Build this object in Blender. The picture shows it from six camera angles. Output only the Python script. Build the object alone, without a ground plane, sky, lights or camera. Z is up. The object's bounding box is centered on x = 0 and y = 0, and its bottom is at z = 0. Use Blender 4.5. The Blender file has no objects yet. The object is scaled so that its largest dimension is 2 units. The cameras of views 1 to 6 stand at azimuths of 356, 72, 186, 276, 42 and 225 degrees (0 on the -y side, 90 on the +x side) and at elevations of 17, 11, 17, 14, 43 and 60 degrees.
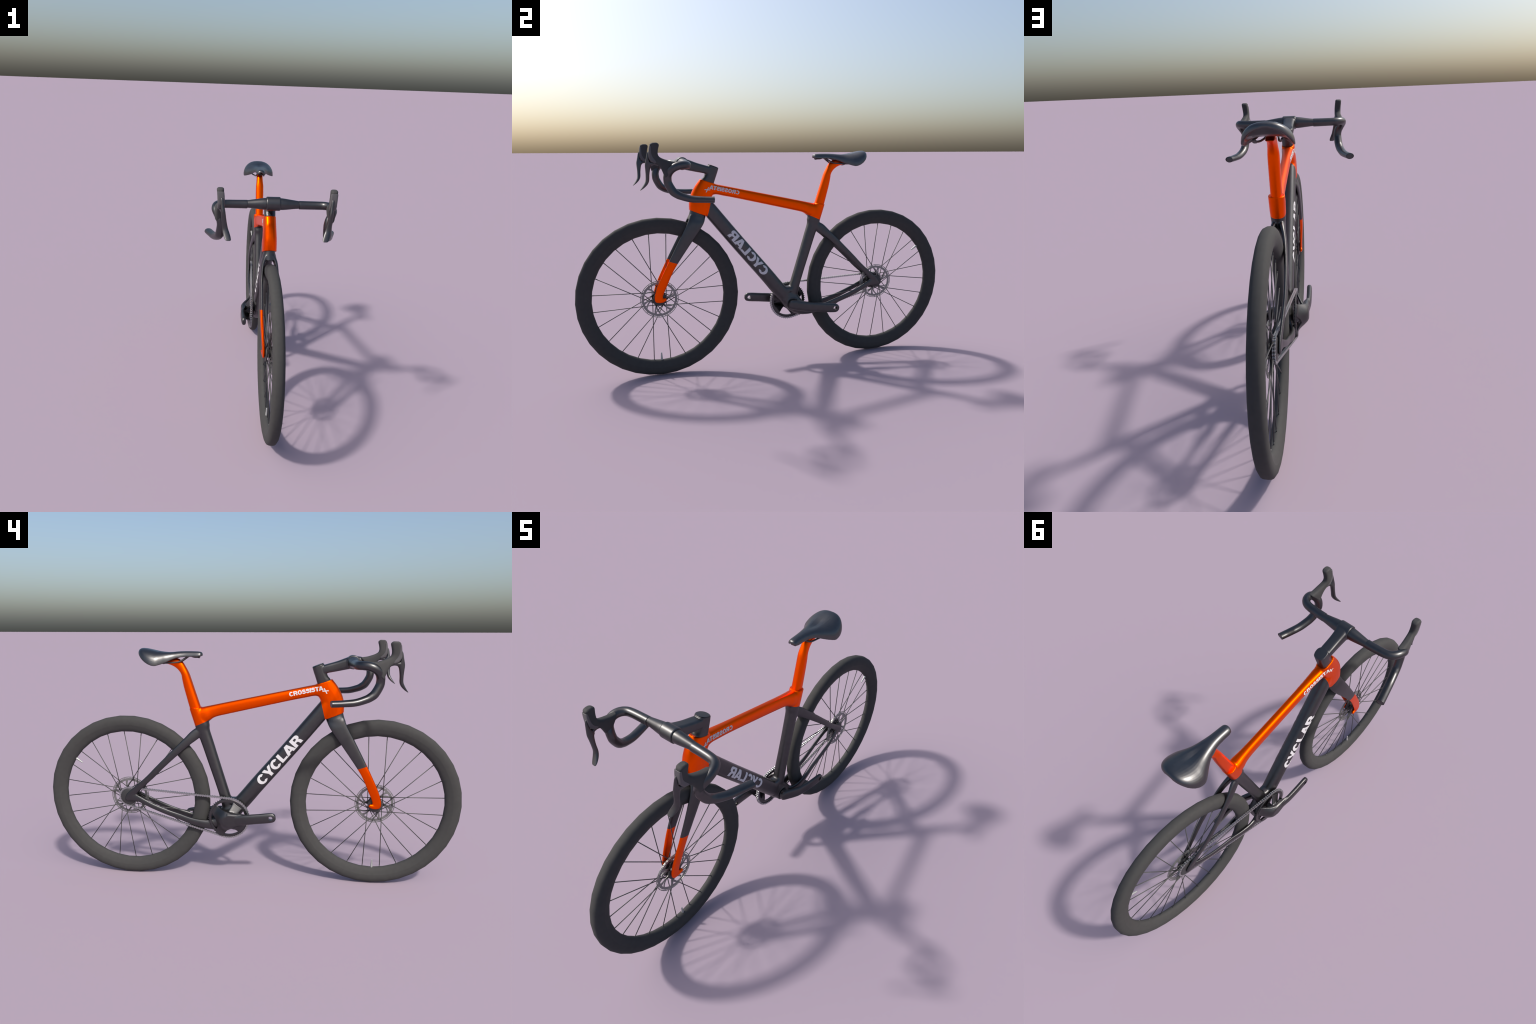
# Carbon gravel bicycle: orange / charcoal frame, drop bar, disc brakes, single-speed chain.
# Frame: metres, z up, front of the bicycle towards -y, drive side towards -x.
import bpy, bmesh, math
import numpy as np
from mathutils import Vector, Matrix
from mathutils.bvhtree import BVHTree

FRONT = (-0.6003, 0.3987)      # axles (y, z)
REAR = (0.6038, 0.4013)
TYRE_OFFSET = (0.0030, 0.0040) # the tyre runs slightly eccentric to the axle
BB = (0.1000, 0.3180)          # bottom bracket
CRANK_DIR = Vector((0.0, -0.2085, 0.0240))

# --------------------------------------------------------------------------
# materials
# --------------------------------------------------------------------------
def material(name, colour, rough, metallic=0.0, specular=0.5, grain=0.0, grain_scale=60.0,
             bump=0.0, bump_scale=400.0, coat=0.0):
    m = bpy.data.materials.new(name)
    m.use_nodes = True
    nt = m.node_tree
    p = nt.nodes["Principled BSDF"]
    p.inputs["Roughness"].default_value = rough
    p.inputs["Metallic"].default_value = metallic
    p.inputs["Specular IOR Level"].default_value = specular
    p.inputs["Coat Weight"].default_value = coat
    p.inputs["Coat Roughness"].default_value = 0.25
    tc = nt.nodes.new("ShaderNodeTexCoord")
    noise = nt.nodes.new("ShaderNodeTexNoise")
    noise.inputs["Scale"].default_value = grain_scale
    noise.inputs["Detail"].default_value = 3.0
    nt.links.new(tc.outputs["Object"], noise.inputs["Vector"])
    ramp = nt.nodes.new("ShaderNodeValToRGB")
    c = Vector(colour)
    lo, hi = c * (1 - grain), c * (1 + grain)
    ramp.color_ramp.elements[0].position = 0.3
    ramp.color_ramp.elements[1].position = 0.7
    ramp.color_ramp.elements[0].color = (*lo, 1)
    ramp.color_ramp.elements[1].color = (*[min(1.0, v) for v in hi], 1)
    nt.links.new(noise.outputs["Fac"], ramp.inputs["Fac"])
    nt.links.new(ramp.outputs["Color"], p.inputs["Base Color"])
    if bump:
        fine = nt.nodes.new("ShaderNodeTexNoise")
        fine.inputs["Scale"].default_value = bump_scale
        nt.links.new(tc.outputs["Object"], fine.inputs["Vector"])
        b = nt.nodes.new("ShaderNodeBump")
        b.inputs["Strength"].default_value = bump
        b.inputs["Distance"].default_value = 0.001
        nt.links.new(fine.outputs["Fac"], b.inputs["Height"])
        nt.links.new(b.outputs["Normal"], p.inputs["Normal"])
    return m

ORANGE = material("orange_paint", (1.0, 0.090, 0.0), 0.40, metallic=1.0, grain=0.02, grain_scale=90)
DARK = material("charcoal_paint", (0.088, 0.088, 0.090), 0.40, metallic=1.0, grain=0.04)
SADDLE = material("saddle_cover", (0.115, 0.115, 0.117), 0.36, metallic=1.0, grain=0.04)
TAPE = material("bar_tape", (0.088, 0.088, 0.090), 0.36, metallic=1.0, grain=0.04)
HOOD = material("rubber_hood", (0.045, 0.045, 0.045), 0.75, specular=0.3, grain=0.05)
PANEL = material("bracket_panel", (0.075, 0.072, 0.076), 0.45, specular=0.5, grain=0.05)
TYRE = material("tyre_rubber", (0.045, 0.045, 0.044), 0.85, specular=0.25, grain=0.05, bump=0.05)
RIM = material("rim_carbon", (0.044, 0.044, 0.043), 0.78, specular=0.28, grain=0.05)
SPOKE = material("spoke_steel", (0.045, 0.045, 0.045), 0.5, specular=0.5, grain=0.05)
HUB = material("hub_black", (0.030, 0.030, 0.031), 0.5, specular=0.5, grain=0.05)
STEEL = material("brushed_steel", (0.24, 0.24, 0.235), 0.45, metallic=0.7, grain=0.05)
CHAIN = material("chain_metal", (0.44, 0.44, 0.445), 0.40, metallic=1.0, grain=0.05)
VALVE = material("valve_metal", (0.40, 0.41, 0.40), 0.5, metallic=0.5, grain=0.05)
WHITE = material("white_lettering", (0.60, 0.595, 0.605), 0.5, specular=0.4, grain=0.01)
BLACK = material("black_plastic", (0.012, 0.012, 0.013), 0.5, specular=0.4, grain=0.05)

# --------------------------------------------------------------------------
# object helpers
# --------------------------------------------------------------------------
ROOT = bpy.data.objects.new("bicycle", None)
bpy.context.scene.collection.objects.link(ROOT)
ROOT["label"] = "orange and charcoal gravel bicycle with drop handlebar"
ROOT["category"] = "bicycle"

def empty(name, parent=ROOT):
    o = bpy.data.objects.new(name, None)
    bpy.context.scene.collection.objects.link(o)
    o.parent = parent
    return o

def obj(name, mesh, mat, parent=ROOT):
    o = bpy.data.objects.new(name, mesh)
    bpy.context.scene.collection.objects.link(o)
    o.parent = parent
    if mat is not None:
        mesh.materials.clear()
        mesh.materials.append(mat)
    return o

def mesh_from(name, verts, faces, smooth=True):
    me = bpy.data.meshes.new(name)
    me.from_pydata([tuple(v) for v in verts], [], faces)
    me.update()
    bm = bmesh.new()
    bm.from_mesh(me)
    bmesh.ops.recalc_face_normals(bm, faces=bm.faces)
    bm.to_mesh(me)
    bm.free()
    if smooth:
        me.polygons.foreach_set("use_smooth", [True] * len(me.polygons))
    return me

def sharp_by_angle(me, deg=35):
    me.set_sharp_from_angle(angle=math.radians(deg))
    return me

def catmull(keys, m):
    """resample rows of numbers smoothly, m steps per span"""
    k = np.array(keys, float)
    p = np.vstack([2 * k[0] - k[1], k, 2 * k[-1] - k[-2]])
    out = []
    for i in range(1, len(p) - 2):
        for j in range(m):
            t = j / m
            a, b, c, d = p[i - 1], p[i], p[i + 1], p[i + 2]
            out.append(0.5 * (2 * b + (c - a) * t + (2 * a - 5 * b + 4 * c - d) * t * t + (3 * b - a - 3 * c + d) * t ** 3))
    out.append(k[-1])
    return np.array(out)

def spow(v, e):
    return math.copysign(abs(v) ** e, v)

def skin_rings(rings, closed=False, caps=True):
    n = len(rings[0])
    v = [p for r in rings for p in r]
    f = []
    R = len(rings)
    for i in range(R if closed else R - 1):
        for j in range(n):
            a, b = i * n + j, i * n + (j + 1) % n
            c, d = ((i + 1) % R) * n + (j + 1) % n, ((i + 1) % R) * n + j
            f.append((a, b, c, d))
    if caps and not closed:
        f.append(tuple(range(n))[::-1])
        f.append(tuple((R - 1) * n + j for j in range(n)))
    return v, f

def rails(keys, m=6, n=28, power=2.4, side=1.0):
    """keys: (yA, zA, yB, zB, x, half_width) - a section spans rail A to rail B in the side plane"""
    rings = []
    e = 2.0 / power
    for ya, za, yb, zb, x, hw in catmull(keys, m):
        cy, cz, hy, hz = (ya + yb) / 2, (za + zb) / 2, (yb - ya) / 2, (zb - za) / 2
        r = []
        for j in range(n):
            t = 2 * math.pi * j / n
            c, s = spow(math.cos(t), e), spow(math.sin(t), e)
            r.append((side * (x + hw * s), cy + hy * c, cz + hz * c))
        rings.append(r)
    return skin_rings(rings)

def blade(keys, m=6, n=24, power=2.3, side=1.0):
    """keys: (x, y, z, half_depth, half_width): centre line, depth measured in the side plane"""
    k = catmull(keys, m)
    rows = []
    for i in range(len(k)):
        a, b = k[max(0, i - 1)], k[min(len(k) - 1, i + 1)]
        d = np.array([b[1] - a[1], b[2] - a[2]])
        d /= np.linalg.norm(d)
        nn = np.array([-d[1], d[0]]) * k[i][3]
        rows.append((k[i][1] + nn[0], k[i][2] + nn[1], k[i][1] - nn[0], k[i][2] - nn[1], k[i][0], k[i][4]))
    e = 2.0 / power
    rings = []
    for ya, za, yb, zb, x, hw in rows:
        cy, cz, hy, hz = (ya + yb) / 2, (za + zb) / 2, (yb - ya) / 2, (zb - za) / 2
        rings.append([(side * (x + hw * spow(math.sin(2 * math.pi * j / n), e)),
                       cy + hy * spow(math.cos(2 * math.pi * j / n), e),
                       cz + hz * spow(math.cos(2 * math.pi * j / n), e)) for j in range(n)])
    return skin_rings(rings)

def tube(path, radius, n=16, m=6, flat=1.0, smooth_path=True):
    """sweep along 3D keys (x, y, z[, r]); flat scales the section's vertical size"""
    keys = [tuple(p) if len(p) == 4 else (*p, radius) for p in path]
    k = catmull(keys, m) if smooth_path else np.array(keys)
    P = [Vector(q[:3]) for q in k]
    rings = []
    up = None
    for i, p in enumerate(P):
        d = (P[min(len(P) - 1, i + 1)] - P[max(0, i - 1)]).normalized()
        if up is None:
            ref = Vector((0, 0, 1)) if abs(d.z) < 0.9 else Vector((0, 1, 0))
            up = (ref - d * ref.dot(d)).normalized()
        else:
            up = (up - d * up.dot(d)).normalized()
        s = d.cross(up)
        f = flat[i] if hasattr(flat, "__len__") else flat
        rings.append([p + up * (k[i][3] * f * math.cos(2 * math.pi * j / n)) + s * (k[i][3] * math.sin(2 * math.pi * j / n)) for j in range(n)])
    return skin_rings(rings)

def lathe_x(profile, cy, cz, n=48, closed=False):
    """profile of (x, r) pairs turned about the axle line"""
    rings = []
    for i in range(n):
        t = 2 * math.pi * i / n
        rings.append([(x, cy + r * math.cos(t), cz + r * math.sin(t)) for x, r in profile])
    v = [p for r in rings for p in r]
    k = len(profile)
    f = []
    for i in range(n):
        for j in range(k if closed else k - 1):
            j2 = (j + 1) % k
            f.append((i * k + j, i * k + j2, ((i + 1) % n) * k + j2, ((i + 1) % n) * k + j))
    return v, f

def merge(parts):
    V, F = [], []
    for v, f in parts:
        o = len(V)
        V += list(v)
        F += [tuple(i + o for i in q) for q in f]
    return V, F

def relax(me, fair=12, fillet=0, soft=()):
    """fair: shrink-free smoothing passes; fillet: passes that only fill hollow corners;
    soft: (centre, radius, passes) places where corners are filled further"""
    n = len(me.vertices)
    co = np.empty(n * 3)
    me.vertices.foreach_get("co", co)
    co = co.reshape(-1, 3)
    ed = np.empty(len(me.edges) * 2, dtype=np.int64)
    me.edges.foreach_get("vertices", ed)
    ed = ed.reshape(-1, 2)
    deg = np.bincount(ed.ravel(), minlength=n).astype(float)
    def lap(c):
        acc = np.stack([np.bincount(ed[:, 0], c[ed[:, 1], k], n) + np.bincount(ed[:, 1], c[ed[:, 0], k], n) for k in range(3)], 1)
        return acc / deg[:, None] - c
    def normals():
        me.vertices.foreach_set("co", co.ravel())
        me.update()
        nr = np.empty(n * 3)
        me.vertex_normals.foreach_get("vector", nr)
        return nr.reshape(-1, 3)
    def fill(passes, mask):
        nonlocal co
        for i in range(passes):
            if i % 8 == 0:
                nr = normals()
            d = lap(co)
            h = np.maximum((d * nr).sum(1), 0.0) * mask
            co = co + nr * (0.9 * h)[:, None]
    if fillet:
        fill(fillet, np.ones(n))
    for centre, radius, passes in soft:
        dist = np.linalg.norm(co - np.array(centre), axis=1)
        fill(passes, np.clip(1.5 - 1.5 * dist / radius, 0, 1))
    for i in range(fair):
        co = co + 0.5 * lap(co)
        co = co - 0.52 * lap(co)
    me.vertices.foreach_set("co", co.ravel())
    me.update()

def fused(name, parts, voxel=0.0025, smooth=12, fillet=0, soft=()):
    """union of closed solids melted into one smooth skin"""
    me = mesh_from(name, *merge(parts))
    o = bpy.data.objects.new(name, me)
    bpy.context.scene.collection.objects.link(o)
    r = o.modifiers.new("r", "REMESH")
    r.mode = "VOXEL"
    r.voxel_size = voxel
    r.use_smooth_shade = True
    dg = bpy.context.evaluated_depsgraph_get()
    dg.update()
    res = bpy.data.meshes.new_from_object(o.evaluated_get(dg))
    bpy.data.objects.remove(o)
    bpy.data.meshes.remove(me)
    res.name = name
    relax(res, smooth, fillet, soft)
    res.polygons.foreach_set("use_smooth", [True] * len(res.polygons))
    return res

def split(me, cuts, classify, names):
    """cut along planes, then separate faces by classify(centre) into named meshes with the whole skin's normals"""
    bm = bmesh.new()
    bm.from_mesh(me)
    for co, no in cuts:
        bmesh.ops.bisect_plane(bm, geom=bm.verts[:] + bm.edges[:] + bm.faces[:], dist=1e-5, plane_co=co, plane_no=no)
    bm.normal_update()
    bm.verts.index_update()
    groups = {k: [] for k in names}
    for f in bm.faces:
        groups[classify(f.calc_center_median())].append(f)
    out = {}
    for k, faces in groups.items():
        idx, V, N, F = {}, [], [], []
        for f in faces:
            q = []
            for v in f.verts:
                if v.index not in idx:
                    idx[v.index] = len(V)
                    V.append(v.co[:])
                    N.append(v.normal[:])
                q.append(idx[v.index])
            F.append(q)
        m = bpy.data.meshes.new(k)
        m.from_pydata(V, [], F)
        m.update()
        m.polygons.foreach_set("use_smooth", [True] * len(F))
        m.normals_split_custom_set_from_vertices(N)
        out[k] = m
    bm.free()
    return out

# --------------------------------------------------------------------------
# frame: one melted carbon skin, painted orange on top and charcoal below
# --------------------------------------------------------------------------
head_tube = rails([
    (-0.379, 0.988, -0.304, 0.964, 0, 0.0285),
    (-0.400, 0.962, -0.298, 0.935, 0, 0.0300),
    (-0.420, 0.929, -0.320, 0.905, 0, 0.0310),
    (-0.4325, 0.896, -0.332, 0.880, 0, 0.0325),
    (-0.4365, 0.868, -0.336, 0.848, 0, 0.0335),
    (-0.4365, 0.838, -0.349, 0.804, 0, 0.0335)], power=2.8)
top_tube = rails([
    (0.262, 0.843, 0.238, 0.775, 0, 0.0300),
    (0.220, 0.8525, 0.198, 0.784, 0, 0.0280),
    (0.182, 0.8605, 0.165, 0.805, 0, 0.0225),
    (0.100, 0.8780, 0.095, 0.8230, 0, 0.0195),
    (-0.170, 0.9350, -0.165, 0.8828, 0, 0.0195),
    (-0.260, 0.9540, -0.255, 0.9020, 0, 0.0225),
    (-0.320, 0.9665, -0.310, 0.911, 0, 0.0265),
    (-0.358, 0.9770, -0.350, 0.890, 0, 0.0290)], power=2.7)
seat_tube = rails([
    (0.2325, 0.853, 0.2875, 0.844, 0, 0.0310),
    (0.206, 0.803, 0.2740, 0.798, 0, 0.0305),
    (0.194, 0.770, 0.2640, 0.765, 0, 0.0290),
    (0.193, 0.742, 0.2560, 0.738, 0, 0.0268),
    (0.1765, 0.687, 0.2350, 0.682, 0, 0.0248),
    (0.147, 0.588, 0.2030, 0.585, 0, 0.0245),
    (0.100, 0.433, 0.1530, 0.430, 0, 0.0265),
    (0.070, 0.340, 0.1300, 0.330, 0, 0.0280)], power=2.4)
down_tube = rails([
    (-0.350, 0.910, -0.402, 0.862, 0, 0.0310),
    (-0.329, 0.8875, -0.385, 0.8415, 0, 0.0315),
    (-0.172, 0.697, -0.228, 0.650, 0, 0.0315),
    (-0.014, 0.511, -0.069, 0.462, 0, 0.0320),
    (0.032, 0.455, -0.022, 0.404, 0, 0.0320),
    (0.075, 0.405, 0.020, 0.354, 0, 0.0315),
    (0.120, 0.360, 0.078, 0.290, 0, 0.0310)], power=2.6)
shell = rails([
    (0.060, 0.365, 0.040, 0.330, 0, 0.0300),
    (0.085, 0.385, 0.062, 0.302, 0, 0.0335),
    (0.120, 0.380, 0.105, 0.265, 0, 0.0345),
    (0.150, 0.345, 0.140, 0.251, 0, 0.0350),
    (0.172, 0.315, 0.170, 0.2455, 0, 0.0350)], power=2.6)
# cylinder of the bottom bracket
bracket = lathe_x([(-0.0305, 0.0), (-0.0305, 0.034), (0.0360, 0.034), (0.0360, 0.0)], *BB, n=40)

stay_parts = []
for side in (-1, 1):
    stay_parts.append(blade([                       # seat stay
        (0.010, 0.226, 0.744, 0.014, 0.012),
        (0.0165, 0.258, 0.7230, 0.0240, 0.0115),
        (0.0270, 0.300, 0.6870, 0.0205, 0.0090),
        (0.0345, 0.360, 0.632, 0.0175, 0.0072),
        (0.0370, 0.440, 0.556, 0.0150, 0.0066),
        (0.0345, 0.495, 0.501, 0.0145, 0.0064),
        (0.0295, 0.550, 0.452, 0.0150, 0.0062),
        (0.0265, 0.588, 0.416, 0.0180, 0.0060),
        (0.0260, 0.606, 0.396, 0.0150, 0.0058),
        (0.0260, 0.613, 0.387, 0.0080, 0.0045)], side=side))
    stay_parts.append(blade([                       # chain stay
        (0.0262, 0.605, 0.402, 0.0200, 0.0055),
        (0.0275, 0.575, 0.402, 0.0190, 0.0058),
        (0.0310, 0.540, 0.391, 0.0140, 0.0062),
        (0.0340, 0.480, 0.3625, 0.0130, 0.0064),
        (0.0330, 0.410, 0.3340, 0.0135, 0.0066),
        (0.0325, 0.350, 0.3135, 0.0145, 0.0070),
        (0.0365, 0.292, 0.2950, 0.0160, 0.0080),
        (0.0385, 0.235, 0.2830, 0.0195, 0.0095),
        (0.0340, 0.190, 0.2790, 0.0250, 0.0120),
        (0.0240, 0.140, 0.2870, 0.0330, 0.0160)], side=side))

crotch = rails([                                    # moulded web between seat tube and down tube
    (0.015, 0.384, 0.132, 0.384, 0, 0.0290),
    (0.030, 0.401, 0.124, 0.401, 0, 0.0255),
    (0.042, 0.409, 0.114, 0.409, 0, 0.0180)])
frame_skin = fused("frame", [head_tube, top_tube, seat_tube, down_tube, shell, bracket, crotch] + stay_parts,
                   voxel=0.0022, smooth=24, fillet=10,
                   soft=[((0, 0.078, 0.412), 0.070, 110), ((0, -0.325, 0.900), 0.045, 14), ((0, 0.180, 0.800), 0.050, 40),
                         ((0, 0.240, 0.700), 0.040, 30), ((0, 0.170, 0.290), 0.060, 40)])
SEAT_CUT = ((0, 0.260, 0.762), Vector((0, 0.395, 0.919)).normalized())
HEAD_CUT = ((0, -0.351, 0.804), Vector((0, -0.970, 0.242)).normalized())
def frame_region(c):
    # behind the head-tube paint line and under the top tube, or below the seat cluster line
    head = (c - Vector(HEAD_CUT[0])).dot(HEAD_CUT[1])
    seat = (c - Vector(SEAT_CUT[0])).dot(SEAT_CUT[1])
    if c.y > 0.16:
        return "rear_frame" if seat < 0 else "upper_frame"
    if head < 0 and (c.z < 0.8880 if c.y < -0.30 else c.z < 0.885 - 0.211 * (c.y + 0.30)):
        return "rear_frame"
    return "upper_frame"
frame_parts = split(frame_skin, [SEAT_CUT, HEAD_CUT, ((0, 0, 0.8880), Vector((0, 0, 1)))], frame_region, ["upper_frame", "rear_frame"])
frame_bvh_mesh = frame_skin
FRAME = empty("frame")
obj("painted_frame", frame_parts["upper_frame"], ORANGE, FRAME)
obj("carbon_frame", frame_parts["rear_frame"], DARK, FRAME)

# --------------------------------------------------------------------------
# fork
# --------------------------------------------------------------------------
fork_solids = [rails([
    (-0.431, 0.850, -0.352, 0.822, 0, 0.0265),
    (-0.4345, 0.831, -0.356, 0.803, 0, 0.0270),
    (-0.4395, 0.813, -0.359, 0.794, 0, 0.0315),
    (-0.4470, 0.794, -0.367, 0.777, 0, 0.0345)], power=2.3)]
for side in (-1, 1):
    fork_solids.append(rails([
        (-0.436, 0.815, -0.362, 0.795, 0.0160, 0.0100),
        (-0.443, 0.798, -0.366, 0.782, 0.0235, 0.0105),
        (-0.455, 0.772, -0.377, 0.762, 0.0310, 0.0095),
        (-0.483, 0.720, -0.405, 0.722, 0.0362, 0.0082),
        (-0.515, 0.659, -0.443, 0.670, 0.0378, 0.0076),
        (-0.550, 0.592, -0.508, 0.577, 0.0380, 0.0072),
        (-0.575, 0.543, -0.537, 0.527, 0.0365, 0.0070),
        (-0.608, 0.474, -0.565, 0.464, 0.0318, 0.0068),
        (-0.622, 0.433, -0.580, 0.430, 0.0288, 0.0068),
        (-0.6265, 0.405, -0.585, 0.408, 0.0278, 0.0068),
        (-0.621, 0.388, -0.572, 0.394, 0.0275, 0.0062),
        (-0.606, 0.3825, -0.580, 0.3845, 0.0275, 0.0045)], side=side, power=2.7, m=7))
    fork_solids.append(blade([                      # hooked foot of the dropout
        (0.0278, -0.612, 0.396, 0.0090, 0.0062),
        (0.0285, -0.590, 0.3945, 0.0105, 0.0066),
        (0.0300, -0.574, 0.399, 0.0080, 0.0068),
        (0.0305, -0.569, 0.401, 0.0035, 0.0040)], side=side))
fork_skin = fused("fork", fork_solids, voxel=0.002, smooth=20, fillet=12, soft=[((0, -0.41, 0.795), 0.08, 120)])
FORK_CUT = ((0, -0.529, 0.5845), Vector((0, -0.336, -0.942)).normalized())
fork_parts = split(fork_skin, [FORK_CUT],
                   lambda c: "tip" if (c - Vector(FORK_CUT[0])).dot(FORK_CUT[1]) > 0 else "crown", ["crown", "tip"])
FORK = empty("fork")
obj("fork_crown", fork_parts["crown"], DARK, FORK)
obj("fork_tip", fork_parts["tip"], ORANGE, FORK)

# --------------------------------------------------------------------------
# seat post and saddle
# --------------------------------------------------------------------------
post = fused("seat_post", [rails([
    (0.222, 0.815, 0.2760, 0.807, 0, 0.0218),
    (0.2345, 0.853, 0.2860, 0.845, 0, 0.0218),
    (0.262, 0.938, 0.3095, 0.935, 0, 0.0218),
    (0.2765, 0.983, 0.3185, 0.978, 0, 0.0218),
    (0.286, 1.010, 0.3225, 1.003, 0, 0.0212),
    (0.298, 1.034, 0.3350, 1.0225, 0, 0.0188),
    (0.314, 1.060, 0.3530, 1.0375, 0, 0.0176),
    (0.336, 1.076, 0.3700, 1.0455, 0, 0.0172),
    (0.360, 1.074, 0.3840, 1.0500, 0, 0.0170),
    (0.385, 1.065, 0.3950, 1.0525, 0, 0.0165),
    (0.402, 1.0575, 0.4030, 1.0550, 0, 0.0140)], power=2.5, m=7)], voxel=0.002, smooth=16)
obj("seat_post", post, ORANGE)
def saddle_mesh():
    # y, half width, crown height, edge height, rear/front roundness of the arch
    st = [
        (0.2205, 0.006, 1.0985, 1.0925), (0.2225, 0.014, 1.1030, 1.0890), (0.2280, 0.0205, 1.1065, 1.0865),
        (0.2400, 0.0235, 1.1085, 1.0850), (0.2700, 0.0250, 1.1095, 1.0840), (0.3000, 0.0275, 1.1095, 1.0835),
        (0.3300, 0.0340, 1.1092, 1.0800), (0.3550, 0.0425, 1.1086, 1.0720), (0.3800, 0.0560, 1.1083, 1.0600),
        (0.4000, 0.0700, 1.1088, 1.0520), (0.4180, 0.0815, 1.1104, 1.0465), (0.4320, 0.0865, 1.1125, 1.0445),
        (0.4520, 0.0880, 1.1165, 1.0500), (0.4720, 0.0835, 1.1205, 1.0610), (0.4890, 0.0740, 1.1230, 1.0740),
        (0.5020, 0.0600, 1.1232, 1.0870), (0.5110, 0.0430, 1.1192, 1.0970), (0.5155, 0.0240, 1.1130, 1.1030)]
    st = catmull(st, 4)
    n = 25
    def arch(y, w, zt, ze, inner):
        pts = []
        for j in range(n):
            u = -1 + 2 * j / (n - 1)
            a = u * math.pi / 2
            e = 2 / 2.35
            x = spow(math.sin(a), e) * w
            z = ze + (zt - ze) * spow(math.cos(a), e) if abs(u) < 1 else ze
            if not inner:            # shallow hollow along the middle of the seat
                z -= 0.0065 * math.exp(-(x / 0.018) ** 2) * math.exp(-((y - 0.395) / 0.045) ** 2)
            if inner:
                k = 1 - min(0.010 / max(w, 0.012), 0.6)
                thick = min(float(np.interp(y, (0.22, 0.38, 0.42, 0.445, 0.48, 0.50, 0.516), (0.018, 0.020, 0.035, 0.042, 0.041, 0.033, 0.011))), (zt - ze) * 0.75)
                x *= k
                z = ze + 0.001 + (zt - ze - thick) * max(0.0, math.cos(a)) ** 0.7
            pts.append((x, y, z))
        return pts
    rings = []
    for y, w, zt, ze in st:
        outer = arch(y, w, zt, ze, False)
        inner = arch(y, w, zt, ze, True)[::-1]
        rings.append(outer + inner)
    v, f = skin_rings(rings)
    return fused("saddle", [(v, f)], voxel=0.0018, smooth=24)
SAD = empty("saddle")
obj("saddle_shell", saddle_mesh(), SADDLE, SAD)
rail_mesh = mesh_from("saddle_rail", *tube([
    (0.006, 0.272, 1.092), (0.009, 0.288, 1.085), (0.0165, 0.306, 1.0735), (0.0225, 0.325, 1.0625), (0.0255, 0.345, 1.059),
    (0.0280, 0.370, 1.0575), (0.0320, 0.400, 1.0560), (0.0400, 0.430, 1.0575), (0.0460, 0.452, 1.066)], 0.0038, n=10))
for side in (1, -1):
    r = obj("saddle_rail", rail_mesh if side == 1 else rail_mesh.copy(), SPOKE, SAD)
    r.scale = (side, 1, 1)
v, f = rails([(0.232, 1.086, 0.236, 1.0775, 0, 0.013), (0.240, 1.087, 0.242, 1.0790, 0, 0.016),
              (0.256, 1.087, 0.258, 1.0795, 0, 0.017), (0.272, 1.088, 0.270, 1.0830, 0, 0.016)], power=3)
obj("nose_clip", mesh_from("nose_clip", v, f), BLACK, SAD)

# --------------------------------------------------------------------------
# stem, handlebar, tape, brake hoods and levers
# --------------------------------------------------------------------------
BAR = (-0.4690, 1.0650)
COCKPIT = empty("handlebar_assembly")
stem_block = rails([
    (-0.338, 1.0575, -0.2870, 1.0390, 0, 0.0265),
    (-0.348, 1.0300, -0.2935, 1.0180, 0, 0.0265),
    (-0.358, 1.0030, -0.3025, 0.9930, 0, 0.0262),
    (-0.370, 0.9880, -0.3110, 0.9680, 0, 0.0258),
    (-0.374, 0.9700, -0.3200, 0.9450, 0, 0.0250)], power=3.0)
stem_arm = rails([
    (-0.305, 1.0400, -0.3150, 1.0020, 0, 0.0235),
    (-0.345, 1.0535, -0.3520, 1.0145, 0, 0.0262),
    (-0.395, 1.0680, -0.4000, 1.0240, 0, 0.0265),
    (-0.435, 1.0830, -0.4400, 1.0320, 0, 0.0285),
    (-0.462, 1.0930, -0.4660, 1.0370, 0, 0.0300)], power=4.0)
clamp = lathe_x([(-0.0315, 0.0), (-0.0315, 0.0285), (-0.028, 0.0308), (0.028, 0.0308), (0.0315, 0.0285), (0.0315, 0.0)], *BAR, n=48)
obj("stem", fused("stem", [stem_block, stem_arm, clamp], voxel=0.0016, smooth=10, fillet=6), DARK, COCKPIT)
# slightly proud cap over the steerer
cap_axis = Vector((0, -0.2, 0.98))
cap_rings = []
for dz, k in ((0.0, 1.0), (0.0016, 1.0), (0.0028, 0.965), (0.0030, 0.9)):
    cy, cz = -0.3115 + cap_axis.y * dz, 1.0490 + cap_axis.z * dz
    cap_rings.append([(0.0262 * k * spow(math.sin(t), 0.85), cy + 0.0252 * k * spow(math.cos(t), 0.85), cz - 0.0094 * k * spow(math.cos(t), 0.85))
                      for t in [2 * math.pi * j / 40 for j in range(40)]])
obj("stem_cap", sharp_by_angle(mesh_from("stem_cap", *skin_rings(cap_rings))), DARK, COCKPIT)

core = []
for sgn in (-1, 1):
    core.append(tube([(sgn * x, BAR[0] + 0.0, BAR[1] - 0.003 * (x / 0.12), r) for x, r in
                      ((0.020, 0.0262), (0.034, 0.0262), (0.050, 0.0250), (0.075, 0.0218), (0.100, 0.0186), (0.1145, 0.0170), (0.130, 0.0150))], 0.02, n=32))
obj("handlebar", mesh_from("handlebar", *merge(core)), DARK, COCKPIT)

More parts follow.
